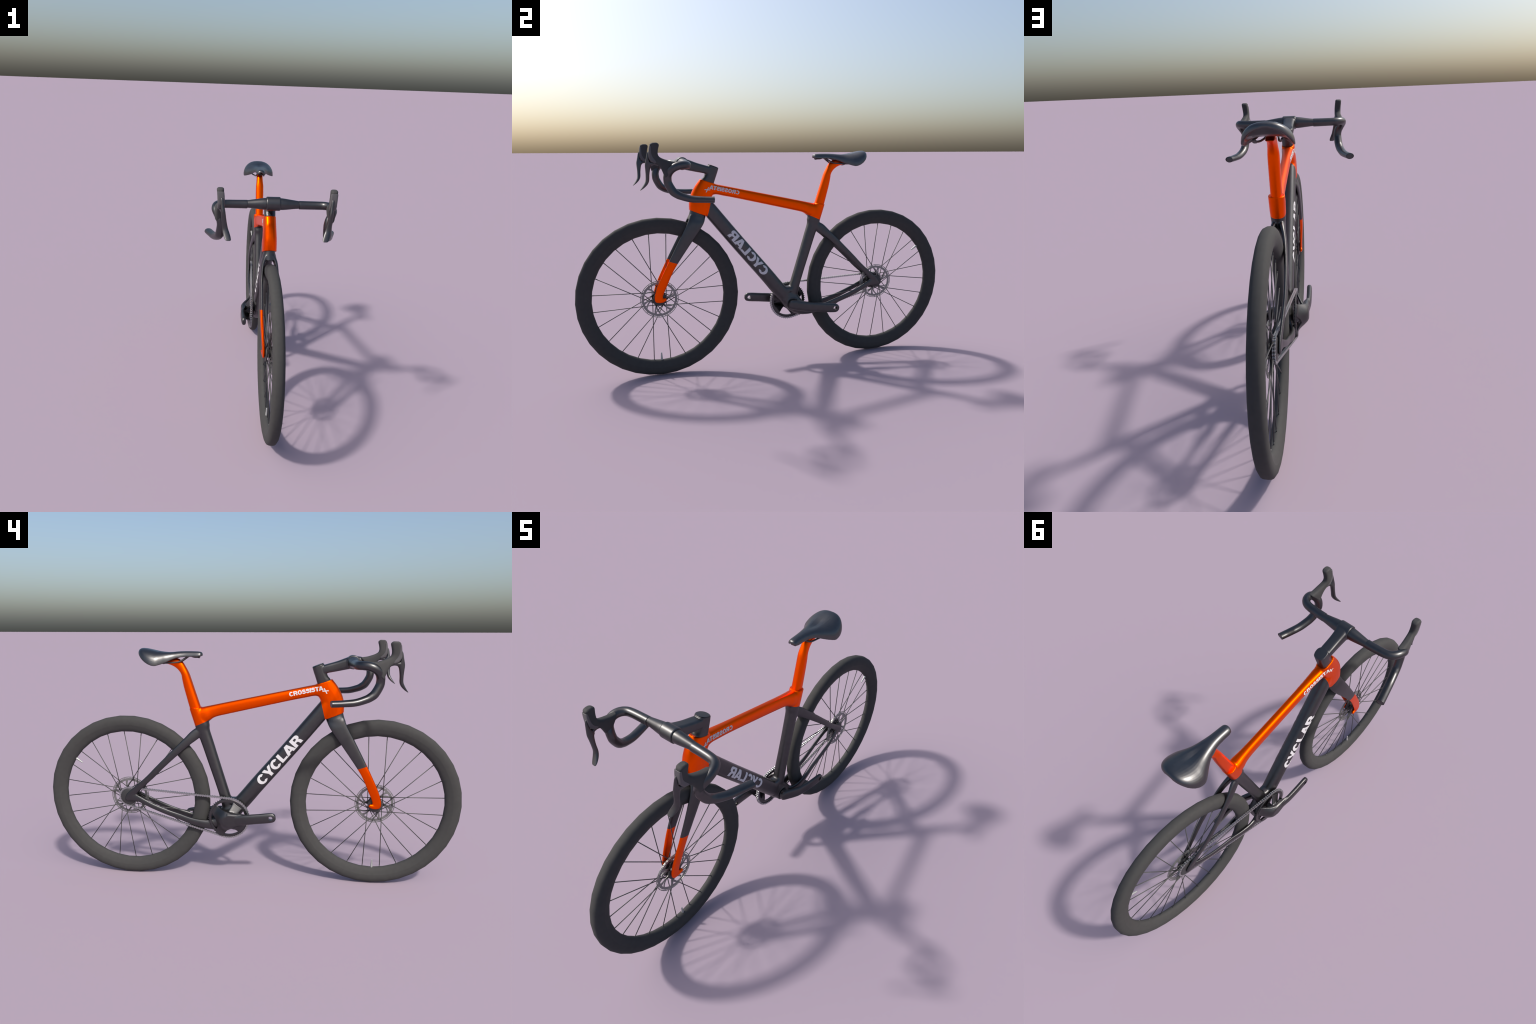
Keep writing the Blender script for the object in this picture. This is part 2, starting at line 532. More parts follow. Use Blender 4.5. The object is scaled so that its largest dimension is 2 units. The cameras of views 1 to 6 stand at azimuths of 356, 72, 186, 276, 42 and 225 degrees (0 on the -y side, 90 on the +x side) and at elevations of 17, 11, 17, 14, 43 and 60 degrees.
DROP = [(0.1150, -0.4705, 1.0615, 0.0165), (0.1160, -0.4705, 1.0615, 0.0180), (0.1185, -0.4706, 1.0615, 0.0189), (0.150, -0.4715, 1.0615, 0.0187), (0.200, -0.4750, 1.0620, 0.0184),
        (0.2260, -0.4820, 1.0628, 0.0182), (0.2430, -0.4980, 1.0630, 0.0182), (0.2515, -0.5200, 1.0605, 0.0182),
        (0.2525, -0.5425, 1.0520, 0.0182),         (0.2445, -0.5595, 1.0370, 0.0183), (0.2345, -0.5680, 1.0180, 0.0184),
        (0.2300, -0.5690, 0.9980, 0.0185), (0.2305, -0.5650, 0.9790, 0.0187), (0.2350, -0.5475, 0.9480, 0.0190),
        (0.2395, -0.5300, 0.9340, 0.0190), (0.2445, -0.5115, 0.9250, 0.0190), (0.2560, -0.4700, 0.9132, 0.0190),
        (0.2700, -0.4215, 0.9100, 0.0190), (0.2838, -0.3750, 0.9092, 0.0188), (0.2850, -0.3716, 0.9092, 0.0182), (0.2855, -0.3698, 0.9092, 0.0160), (0.2857, -0.3690, 0.9092, 0.0110)]

def drop_sweep():
    k = catmull(DROP, 6)
    rings = []
    X = Vector((1, 0, 0))
    for i, q in enumerate(k):
        p = Vector(q[:3])
        a, b = Vector(k[max(0, i - 1)][:3]), Vector(k[min(len(k) - 1, i + 1)][:3])
        d = (b - a).normalized()
        t = i / (len(k) - 1)
        # section: round on the tops, flattened oval on the drops
        sq = 1.0 - 0.25 * min(1.0, max(0.0, (t - 0.62) / 0.2))
        ref = X if t > 0.30 else Vector((0, 0, 1))
        w = (ref - d * ref.dot(d)).normalized()
        if t <= 0.30:
            w = w.cross(d)       # keep seam orientation continuous enough for a ring section
        h = d.cross(w)
        n = 24
        rings.append([p + w * (q[3] * math.cos(2 * math.pi * j / n)) + h * (q[3] * sq * math.sin(2 * math.pi * j / n)) for j in range(n)])
    # re-align ring starts to avoid twisting
    for i in range(1, len(rings)):
        n = len(rings[i])
        best = None
        for rev in (False, True):
            r0 = rings[i][::-1] if rev else rings[i]
            for s in range(n):
                e = sum((r0[(j + s) % n] - rings[i - 1][j]).length_squared for j in range(0, n, 4))
                if best is None or e < best[0]:
                    best = (e, rev, s)
        r0 = rings[i][::-1] if best[1] else rings[i]
        rings[i] = [r0[(j + best[2]) % n] for j in range(n)]
    return skin_rings(rings)
tape_mesh = mesh_from("bar_tape", *drop_sweep())
sharp_by_angle(tape_mesh, 65)

# hood: rails (upper/rear edge, lower/front edge)
hood_keys = [
    (-0.530, 1.0500, -0.5600, 1.0300, 0.2470, 0.0080),
    (-0.522, 1.0740, -0.5790, 1.0080, 0.2415, 0.0160),
    (-0.532, 1.0775, -0.5850, 1.0190, 0.2410, 0.0178),
    (-0.552, 1.0805, -0.5920, 1.0380, 0.2395, 0.0172),
    (-0.576, 1.0875, -0.6020, 1.0560, 0.2368, 0.0158),
    (-0.594, 1.0950, -0.6200, 1.0700, 0.2338, 0.0145),
    (-0.6040, 1.1030, -0.6390, 1.0810, 0.2318, 0.0142),
    (-0.6075, 1.1150, -0.6455, 1.0990, 0.2315, 0.0142),
    (-0.6055, 1.1320, -0.6450, 1.1220, 0.2332, 0.0144),
    (-0.6015, 1.1490, -0.6425, 1.1470, 0.2350, 0.0147),
    (-0.6045, 1.1560, -0.6395, 1.1550, 0.2352, 0.0144),
    (-0.6120, 1.1605, -0.6320, 1.1600, 0.2352, 0.0100)]
hood_mesh = fused("brake_hood", [rails(hood_keys, power=3.0, m=6)], voxel=0.0015, smooth=12)
# bracket panel: smooth plate wrapped round the front of the hood
panel_keys = [
    (-0.607, 1.0805, -0.6210, 1.0705, 0.2332, 0.0136),
    (-0.6185, 1.0885, -0.6370, 1.0770, 0.2322, 0.0150),
    (-0.6275, 1.0990, -0.6475, 1.0930, 0.2316, 0.0151),
    (-0.6330, 1.1120, -0.6480, 1.1090, 0.2318, 0.0152),
    (-0.6345, 1.1300, -0.6468, 1.1290, 0.2330, 0.0151),
    (-0.6350, 1.1440, -0.6440, 1.1475, 0.2344, 0.0146)]
panel_mesh = fused("bracket_panel", [rails(panel_keys, power=3.4)], voxel=0.0013, smooth=8)
lever_keys = [
    (-0.6480, 1.1240, -0.6460, 1.1180, 0.2285, 0.0040),
    (-0.6540, 1.1130, -0.6450, 1.1030, 0.2275, 0.0052),
    (-0.6585, 1.0920, -0.6440, 1.0860, 0.2258, 0.0076),
    (-0.6635, 1.0700, -0.6330, 1.0660, 0.2235, 0.0092),
    (-0.6640, 1.0580, -0.6390, 1.0550, 0.2222, 0.0097),
    (-0.6630, 1.0430, -0.6425, 1.0420, 0.2207, 0.0101),
    (-0.6620, 1.0200, -0.6455, 1.0200, 0.2180, 0.0108),
    (-0.6630, 0.9970, -0.6475, 0.9940, 0.2140, 0.0124),
    (-0.6690, 0.9820, -0.6560, 0.9765, 0.2098, 0.0142),
    (-0.6790, 0.9660, -0.6710, 0.9620, 0.2045, 0.0140),
    (-0.6860, 0.9560, -0.6820, 0.9545, 0.2015, 0.0115),
    (-0.6880, 0.9530, -0.6855, 0.9522, 0.2008, 0.0070)]
lever_arm = blade([(0.2340, -0.606, 1.0660, 0.0050, 0.0090), (0.2310, -0.622, 1.0700, 0.0060, 0.0090),
                   (0.2270, -0.640, 1.0690, 0.0085, 0.0085), (0.2230, -0.652, 1.0640, 0.0085, 0.0070)])
lever_mesh = fused("brake_lever", [rails(lever_keys, power=2.3), lever_arm], voxel=0.0013, smooth=12, fillet=10)
def mirrored(me):
    m = me.copy()
    m.transform(Matrix.Scale(-1, 4, (1, 0, 0)))
    m.flip_normals()
    return m
for side in (1, -1):
    g = (lambda m: m) if side == 1 else mirrored
    obj("bar_tape", g(tape_mesh), TAPE, COCKPIT)
    obj("brake_hood", g(hood_mesh), HOOD, COCKPIT)
    obj("bracket_panel", g(panel_mesh), PANEL, COCKPIT)
    obj("brake_lever", g(lever_mesh), DARK, COCKPIT)

# --------------------------------------------------------------------------
# wheels (built round the origin in the y-z plane, the rear one is the same wheel turned by 125 degrees)
# --------------------------------------------------------------------------
R = 0.4027
wheel_profile = [(0.0, R), (0.0095, R - 0.0007), (0.0165, R - 0.0042), (0.0222, R - 0.0118), (0.0252, R - 0.0220), (0.0256, R - 0.0310),
                 (0.0249, R - 0.0400), (0.0244, R - 0.0425), (0.0236, R - 0.0450), (0.0210, 0.3490), (0.0172, 0.3395), (0.0118, 0.3308), (0.0058, 0.3266), (0.0, 0.3255)]
wheel_loop = wheel_profile + [(-x, r) for x, r in wheel_profile[-2:0:-1]]
hoop = mesh_from("hoop", *lathe_x(wheel_loop, *TYRE_OFFSET, n=36, closed=True))
halves = split(hoop, [], lambda c: "tyre" if math.hypot(c.y - TYRE_OFFSET[0], c.z - TYRE_OFFSET[1]) > 0.3595 else "rim", ["tyre", "rim"])
tyre_mesh, rim_mesh = halves["tyre"], halves["rim"]

SIGNS = (-1, 1, -1, -1, 1, 1)       # lacing: which side of the axle a spoke passes, repeating every 90 degrees
SIDES = (1, -1, 1, -1, 1, -1)
NUDGE = (0.3, 0.0, -0.9, 0.0, 0.1, 0.25)
def spoke_mesh(sign, side):
    # nipple on the rim at angle 0, root tangential to the flange
    hub_r = 0.0335
    a = math.acos(hub_r / 0.3270)
    root = (-0.0020 + side * 0.0070, hub_r * math.cos(a) , sign * hub_r * math.sin(a))
    tip = (0.0, 0.3280, 0.0)
    mid = tuple(tip[i] * 0.955 + root[i] * 0.045 for i in range(3))
    v1 = tube([root, mid], 0.00200, n=8, smooth_path=False)
    v2 = tube([mid, tip], 0.00215, n=8, smooth_path=False)
    return mesh_from("spoke", *merge([v1, v2]))
spoke_kinds = {(s, d): spoke_mesh(s, d) for s in (-1, 1) for d in (-1, 1)}
for m_ in spoke_kinds.values():
    m_.materials.append(SPOKE)

def rotor_mesh():
    parts = []
    x0, x1 = -0.0012, 0.0012
    def ring(ri, ro, n=36):
        return lathe_x([(x0, ri), (x0, ro), (x1, ro), (x1, ri)], 0, 0, n=n, closed=True)
    parts.append(ring(0.0915, 0.0950))
    parts.append(ring(0.0765, 0.0880))
    parts.append(ring(0.0200, 0.0300))
    def prism(poly):
        n = len(poly)
        v = [(x0 * 0.9, *p) for p in poly] + [(x1 * 0.9, *p) for p in poly]
        f = [tuple(range(n))[::-1], tuple(range(n, 2 * n))] + [(j, (j + 1) % n, n + (j + 1) % n, n + j) for j in range(n)]
        return v, f
    for i in range(18):                       # bridges between outer band and ring
        t = 2 * math.pi * (i + 0.3) / 18
        w = 0.0016
        d, s = Vector((math.cos(t), math.sin(t))), Vector((-math.sin(t), math.cos(t)))
        parts.append(prism([tuple(d * 0.087 - s * w), tuple(d * 0.0925 - s * w), tuple(d * 0.0925 + s * w), tuple(d * 0.087 + s * w)]))
    for i in range(6):                        # swept, forked arms
        t0 = 2 * math.pi * i / 6
        for sweep, w0, w1 in ((0.62, 0.0045, 0.0042), (0.25, 0.0028, 0.0070)):
            L, Rr = [], []
            for k in range(9):
                u = k / 8
                r = 0.026 + (0.0785 - 0.026) * u
                t = t0 + sweep * u ** 1.3
                w = w0 + (w1 - w0) * u ** 3
                d, s = Vector((math.cos(t), math.sin(t))), Vector((-math.sin(t), math.cos(t)))
                L.append(tuple(d * r + s * w))
                Rr.append(tuple(d * r - s * w))
            parts.append(prism(L + Rr[::-1]))
    me = mesh_from("brake_rotor", *merge(parts), smooth=False)
    return me
rotor = rotor_mesh()
front_hub = mesh_from("hub", *lathe_x([(-0.0205, 0.0), (-0.0205, 0.030), (-0.0190, 0.0355), (-0.0135, 0.0362), (-0.0125, 0.034), (-0.010, 0.018), (0.004, 0.018),
                                       (0.006, 0.030), (0.0145, 0.034), (0.0190, 0.033), (0.0205, 0.029), (0.0205, 0.0)], 0, 0, n=36))
rear_hub = mesh_from("hub", *lathe_x([(-0.0150, 0.0), (-0.0150, 0.030), (-0.0110, 0.032), (-0.0085, 0.022), (0.004, 0.020),
                                      (0.006, 0.030), (0.0145, 0.034), (0.0190, 0.032), (0.0200, 0.028), (0.0200, 0.0)], 0, 0, n=36))
for h in (front_hub, rear_hub):
    sharp_by_angle(h, 40)
valve_mesh = mesh_from("valve", *tube([(0.0, 0.3340, 0, 0.0062), (0.0, 0.3200, 0, 0.0060), (0.0, 0.3030, 0, 0.0044), (0.0, 0.2880, 0, 0.0032), (0.0, 0.2835, 0, 0.0020)], 0.003, n=10, m=3))

def wheel(name, centre, turn, hub):
    g = empty(name)
    g.location = (0, *centre)
    g.rotation_euler = (turn, 0, 0)
    obj("tyre", tyre_mesh, TYRE, g)
    obj("rim", rim_mesh, RIM, g)
    obj("hub", hub, HUB, g)
    d = obj("brake_rotor", rotor, STEEL, g)
    d.location = (0.0100, 0, 0)
    for i in range(24):
        deg = 82.5 + 15 * i
        a = math.radians(deg + NUDGE[i % 6] - 0.55 * math.cos(math.radians(deg - 82)))
        o = bpy.data.objects.new("spoke", spoke_kinds[(SIGNS[i % 6], SIDES[i % 6])])
        bpy.context.scene.collection.objects.link(o)
        o.parent = g
        o.rotation_euler = (a, 0, 0)
    va = obj("valve", valve_mesh, VALVE, g)
    va.rotation_euler = (math.radians(-90), 0, 0)
    return g
wheel("front_wheel", FRONT, 0.0, front_hub)
wheel("rear_wheel", REAR, math.radians(125), rear_hub)

# --------------------------------------------------------------------------
# drivetrain
# --------------------------------------------------------------------------
DRIVE = empty("drivetrain")
RING_X, COG_X = -0.0450, -0.0115
RING = (0.1010, 0.3188)
RING_R, COG_R = 0.0992, 0.0455       # chain pitch radii
PITCH = 0.0118

def toothed(name, centre, x, r_in, r_root, r_tip, teeth, half, phase=0.0):
    per = 6
    n = teeth * per
    prof = (0.0, 0.25, 1.0, 1.0, 0.25, 0.0)
    outer, inner = [], []
    for i in range(n):
        t = 2 * math.pi * i / n + phase
        r = r_root + (r_tip - r_root) * prof[i % per]
        outer.append((r, t))
        inner.append((r_in, t))
    v, f = [], []
    for sx, ring_ in ((x - half, outer), (x + half, outer), (x - half, inner), (x + half, inner)):
        v += [(sx, centre[0] + r * math.cos(t), centre[1] + r * math.sin(t)) for r, t in ring_]
    for j in range(n):
        k = (j + 1) % n
        f += [(j, k, n + k, n + j), (2 * n + j, 3 * n + j, 3 * n + k, 2 * n + k), (j, 2 * n + j, 2 * n + k, k), (n + j, n + k, 3 * n + k, 3 * n + j)]
    return mesh_from(name, v, f, smooth=False)
obj("chainring", toothed("chainring", RING, RING_X, 0.0840, 0.0940, 0.0995, 52, 0.0022), DARK, DRIVE)
rim_band = mesh_from("chainring_band", *lathe_x([(-0.0505, 0.0825), (-0.0505, 0.0932), (-0.0488, 0.0950), (-0.0435, 0.0950), (-0.0425, 0.0932), (-0.0425, 0.0825)], *RING, n=72, closed=True))
obj("chainring_band", sharp_by_angle(rim_band), DARK, DRIVE)
obj("sprocket", toothed("sprocket", REAR, COG_X, 0.0200, 0.0430, 0.0478, 29, 0.0016), STEEL, DRIVE)
obj("sprocket_cover", sharp_by_angle(mesh_from("sprocket_cover", *lathe_x([(-0.0100, 0.0), (-0.0100, 0.0415), (-0.0165, 0.0405), (-0.0185, 0.0370), (-0.0200, 0.0300), (-0.0200, 0.0)], *REAR, n=48))), HUB, DRIVE)

# chain path: outer tangents between sprocket and chainring
def chain_path():
    c0, c1 = Vector(REAR), Vector(RING)
    d = c1 - c0
    L = d.length
    base = math.atan2(d.y, d.x)
    off = math.acos((COG_R - RING_R) / L)
    pts = []
    aT, aB = base - off, base + off      # tangent angles on both circles
    # choose which is on top
    if math.sin(aT) < math.sin(aB):
        aT, aB = aB, aT
    def on(c, r, a):
        return c + Vector((math.cos(a), math.sin(a))) * r
    def arc(c, r, a0, a1, through, n):
        two = 2 * math.pi
        ccw = (a1 - a0) % two
        thr = (through - a0) % two
        span = ccw if thr < ccw else ccw - two
        return [on(c, r, a0 + span * i / n) for i in range(n + 1)]
    ring_arc = arc(c1, RING_R, aT, aB, base, 120)
    cog_arc = arc(c0, COG_R, aB, aT, base + math.pi, 60)
    for i in range(41):
        u = i / 40
        p = on(c0, COG_R, aT).lerp(on(c1, RING_R, aT), u)
        pts.append((COG_X + (RING_X - COG_X) * u, p.x, p.y))
    pts += [(RING_X, p.x, p.y) for p in ring_arc[1:]]
    for i in range(1, 41):
        u = i / 40
        p = on(c1, RING_R, aB).lerp(on(c0, COG_R, aB), u)
        pts.append((RING_X + (COG_X - RING_X) * u, p.x, p.y))
    pts += [(COG_X, p.x, p.y) for p in cog_arc[1:-1]]
    return [Vector(p) for p in pts]
path = chain_path()
seg = [(path[(i + 1) % len(path)] - path[i]).length for i in range(len(path))]
total = sum(seg)
count = int(round(total / PITCH / 2)) * 2
step = total / count
def along(s):
    s %= total
    for i, l in enumerate(seg):
        if s <= l:
            return path[i].lerp(path[(i + 1) % len(path)], s / l)
        s -= l
    return path[0]

def link_mesh(name, gap, pins):
    """a pair of dumbbell plates; length runs along local y"""
    parts = []
    hl = step / 2
    for sx in (-gap, gap):
        outline = []
        for cy, a0 in ((hl, -100), (-hl, 80)):
            for k in range(8):
                a = math.radians(a0 + 200 * k / 7)
                outline.append((cy + 0.0052 * math.cos(a), 0.0052 * math.sin(a)))
            outline.append((cy * 0.15 * (1 if cy > 0 else 1), 0.0020 if cy > 0 else -0.0020))
        n = len(outline)
        v = [(sx - 0.0008, *p) for p in outline] + [(sx + 0.0008, *p) for p in outline]
        f = [tuple(range(n))[::-1], tuple(range(n, 2 * n))] + [(j, (j + 1) % n, n + (j + 1) % n, n + j) for j in range(n)]
        parts.append((v, f))
    for cy in (-hl, hl):
        prof = [(-gap, 0.0), (-gap, 0.0024), (gap, 0.0024), (gap, 0.0)] if not pins else \
               [(-gap - 0.0014, 0.0), (-gap - 0.0014, 0.0017), (gap + 0.0014, 0.0017), (gap + 0.0014, 0.0)]
        parts.append(lathe_x(prof, cy, 0, n=8))
    me = mesh_from(name, *merge(parts), smooth=False)
    me.materials.append(CHAIN)
    return me
links = (link_mesh("outer_link", 0.0046, True), link_mesh("inner_link", 0.0030, False))
CH = empty("chain")
for i in range(count):
    a, b = along(i * step), along((i + 1) * step)
    o = bpy.data.objects.new("chain_link", links[i % 2])
    bpy.context.scene.collection.objects.link(o)
    o.parent = CH
    d = (b - a).normalized()
    xax = (Vector((1, 0, 0)) - d * d.x).normalized()
    zax = xax.cross(d)
    o.matrix_local = Matrix.Translation((a + b) / 2) @ Matrix((xax, d, zax)).transposed().to_4x4()

# drive-side crank: hollow dished spider flowing into the arm
cdir = CRANK_DIR.normalized()
cang = math.atan2(cdir.z, cdir.y)
def spider_point(r, ang, x):
    t = cang + ang                         # angle counted from the arm direction
    return (x, BB[0] + r * math.cos(t), BB[1] + r * math.sin(t))
def ribbon(path3, widths, thick, n=20):
    """thick flat strip: path of points, widths across in the side plane, thickness along the local normal"""
    k = catmull([(*p, w, h) for p, w, h in zip(path3, widths, thick)], 6)
    rings = []
    for i in range(len(k)):
        a, b = Vector(k[max(0, i - 1)][:3]), Vector(k[min(len(k) - 1, i + 1)][:3])
        d = (b - a).normalized()
        ax = Vector((0, d.y, d.z))
        wv = Vector((0, -ax.z, ax.y)).normalized()
        nv = d.cross(wv).normalized()
        p = Vector(k[i][:3])
        rings.append([p + wv * (k[i][3] * spow(math.cos(2 * math.pi * j / n), 0.7)) + nv * (k[i][4] * spow(math.sin(2 * math.pi * j / n), 0.7)) for j in range(n)])
    return skin_rings(rings)
arm_len = CRANK_DIR.length
sol = []
def toward(d, x):
    return (x, BB[0] + cdir.y * d, BB[1] + cdir.z * d)
# silhouette of the crank with its three-legged dished spider (y, z); it meets the ring where it is widest
CRANK_OUTLINE = [
    (0.0050, 0.3500), (0.0250, 0.3545), (0.0502, 0.3540), (0.0825, 0.3555), (0.1132, 0.3630), (0.1351, 0.3693),
    (0.1506, 0.3775), (0.1577, 0.3828), (0.1700, 0.3700), (0.1813, 0.3507), (0.1770, 0.3350), (0.1600, 0.3180), (0.1500, 0.2970),
    (0.1530, 0.2719), (0.1653, 0.2536), (0.1583, 0.2394), (0.1419, 0.2290), (0.1253, 0.2260), (0.1224, 0.2363), (0.1024, 0.2640),
    (0.0834, 0.2760), (0.0655, 0.2650), (0.0495, 0.2497), (0.0385, 0.2513), (0.0219, 0.2751), (0.0120, 0.3000), (0.0050, 0.3140)]
def smoothstep(t):
    t = min(1.0, max(0.0, t))
    return t * t * (3 - 2 * t)
def dish_x(y, z):
    d = Vector((y - BB[0], z - BB[1]))
    a, b = d.x * cdir.y + d.y * cdir.z, -d.x * cdir.z + d.y * cdir.y
    off_arm = 1.0 if a < 0 else smoothstep((abs(b) - 0.026) / 0.012)
    return -0.0900 + 0.0415 * smoothstep((d.length - 0.020) / 0.062) * off_arm
def dished_plate(outline, half):
    bm = bmesh.new()
    f = bm.faces.new([bm.verts.new((0, y, z)) for y, z in outline])
    bmesh.ops.triangulate(bm, faces=[f])
    for ax, lo, hi in ((1, -0.07, 0.19), (2, 0.22, 0.39)):
        p = lo
        while p < hi:
            co, no = [0, 0, 0], [0, 0, 0]
            co[ax], no[ax] = p, 1
            bmesh.ops.bisect_plane(bm, geom=bm.verts[:] + bm.edges[:] + bm.faces[:], dist=1e-6, plane_co=co, plane_no=no)
            p += 0.006
    bmesh.ops.recalc_face_normals(bm, faces=bm.faces)
    bm.verts.index_update()
    n = len(bm.verts)
    def t_half(y, z):
        r = math.hypot(y - BB[0], z - BB[1])
        return half * (1.0 - 0.45 * smoothstep((r - 0.03) / 0.05) * (1 if y > 0.02 else 0)) * (1.0 - 0.55 * smoothstep((0.050 - y) / 0.040))
    v = [(dish_x(q.co.y, q.co.z) - t_half(q.co.y, q.co.z), q.co.y, q.co.z) for q in bm.verts] + \
        [(dish_x(q.co.y, q.co.z) + t_half(q.co.y, q.co.z), q.co.y, q.co.z) for q in bm.verts]
    fs = [tuple(q.index for q in f.verts) for f in bm.faces] + [tuple(q.index + n for q in f.verts)[::-1] for f in bm.faces]
    for e in bm.edges:
        if len(e.link_faces) == 1:
            a, b = e.verts[0].index, e.verts[1].index
            fs.append((a, b, b + n, a + n))
    bm.free()
    return v, fs
sol.append(dished_plate(CRANK_OUTLINE, 0.0085))
sol.append(ribbon([toward(0.020, -0.0880), toward(0.060, -0.0915), toward(0.100, -0.0940), toward(0.150, -0.0940), toward(0.200, -0.0930), toward(0.224, -0.0920), toward(0.2335, -0.0920)],
                  [0.0200, 0.0235, 0.0246, 0.0240, 0.0242, 0.0205, 0.0100], [0.0090, 0.0100, 0.0110, 0.0115, 0.0115, 0.0110, 0.0085]))
# recessed arm under the crank towards the upper front, and the axle
a = math.radians(-48)
sol.append(ribbon([spider_point(0.0795, a, -0.0480), spider_point(0.070, a, -0.0520), spider_point(0.045, a, -0.0640), spider_point(0.018, a, -0.0780)],
                  [0.030, 0.026, 0.023, 0.022], [0.0045, 0.0050, 0.0060, 0.0070]))
sol.append(lathe_x([(-0.0880, 0.0), (-0.0880, 0.0160), (-0.0380, 0.0160), (-0.0380, 0.0)], *BB, n=24))
crank_mesh = fused("crank_arm", sol, voxel=0.0016, smooth=24, fillet=6)

def punch(me, centre, radius, x0, x1):
    """pedal hole"""
    o = bpy.data.objects.new("tmp", me)
    bpy.context.scene.collection.objects.link(o)
    c = bpy.data.objects.new("tmpc", mesh_from("tmpc", *lathe_x([(x0, 0.0), (x0, radius), (x1, radius), (x1, 0.0)], *centre, n=24)))
    bpy.context.scene.collection.objects.link(c)
    b = o.modifiers.new("b", "BOOLEAN")
    b.operation = "DIFFERENCE"
    b.object = c
    b.solver = "EXACT"
    dg = bpy.context.evaluated_depsgraph_get()
    dg.update()
    res = bpy.data.meshes.new_from_object(o.evaluated_get(dg))
    bpy.data.objects.remove(o)
    bpy.data.objects.remove(c)
    res.materials.clear()
    res.polygons.foreach_set("use_smooth", [True] * len(res.polygons))
    sharp_by_angle(res, 50)
    return res
hole_r = (BB[0] + CRANK_DIR.y, BB[1] + CRANK_DIR.z)
hole_l = (BB[0] - CRANK_DIR.y * 1.038, BB[1] - CRANK_DIR.z * 0.95)
obj("crank_arm", punch(crank_mesh, hole_r, 0.0100, -0.13, -0.06), DARK, DRIVE)
def back(d, x):
    return (x, BB[0] - cdir.y * d, BB[1] - cdir.z * d)
left = fused("crank_arm", [ribbon([back(-0.022, 0.0500), back(-0.008, 0.0530), back(0.016, 0.0620), back(0.040, 0.0745), back(0.066, 0.0850), back(0.100, 0.0910), back(0.150, 0.0965), back(0.205, 0.0985), back(0.231, 0.0985), back(0.2420, 0.0985)],
                                  [0.0200, 0.0255, 0.0275, 0.0270, 0.0262, 0.0255, 0.0250, 0.0246, 0.0210, 0.0100], [0.0090, 0.0115, 0.0125, 0.0120, 0.0112, 0.0108, 0.0106, 0.0106, 0.0105, 0.0085]),
                           lathe_x([(0.0365, 0.0), (0.0365, 0.0275), (0.0570, 0.0262), (0.0570, 0.0)], *BB, n=32)],
             voxel=0.0016, smooth=14, fillet=20)
obj("crank_arm", punch(left, hole_l, 0.0100, 0.07, 0.14), DARK, DRIVE)
obj("axle_cap", sharp_by_angle(mesh_from("axle_cap", *lathe_x([(0.020, 0.0), (0.020, 0.0240), (0.0400, 0.0240), (0.0400, 0.0)], *BB, n=32))), DARK, DRIVE)

# thru axles
for c, half in ((FRONT, 0.0290), (REAR, 0.0290)):
    obj("axle", sharp_by_angle(mesh_from("axle", *lathe_x([(-half, 0.0), (-half, 0.0075), (half, 0.0075), (half, 0.0)], *c, n=20))), HUB)

# --------------------------------------------------------------------------
# lettering: flat text laid onto the tube sides by projecting along x
# --------------------------------------------------------------------------
bmf = bmesh.new()
bmf.from_mesh(frame_skin)
frame_bvh = BVHTree.FromBMesh(bmf)
bmf.free()

def band(centre_line, half, m=10):
    """outline of a thick pen stroke along a smooth line"""
    k = catmull(centre_line, m)
    L, Rr = [], []
    for i in range(len(k)):
        d = k[min(len(k) - 1, i + 1)] - k[max(0, i - 1)]
        d = d / np.linalg.norm(d)
        nrm = np.array([-d[1], d[0]]) * half
        L.append(tuple(k[i] + nrm))
        Rr.append(tuple(k[i] - nrm))
    return L + Rr[::-1]
def oval(cx, cy, rx, ry, n=40, a0=0, a1=360):
    return [(cx + rx * math.cos(math.radians(a0 + (a1 - a0) * i / n)), cy + ry * math.sin(math.radians(a0 + (a1 - a0) * i / n))) for i in range(n + (a1 - a0 < 360))]
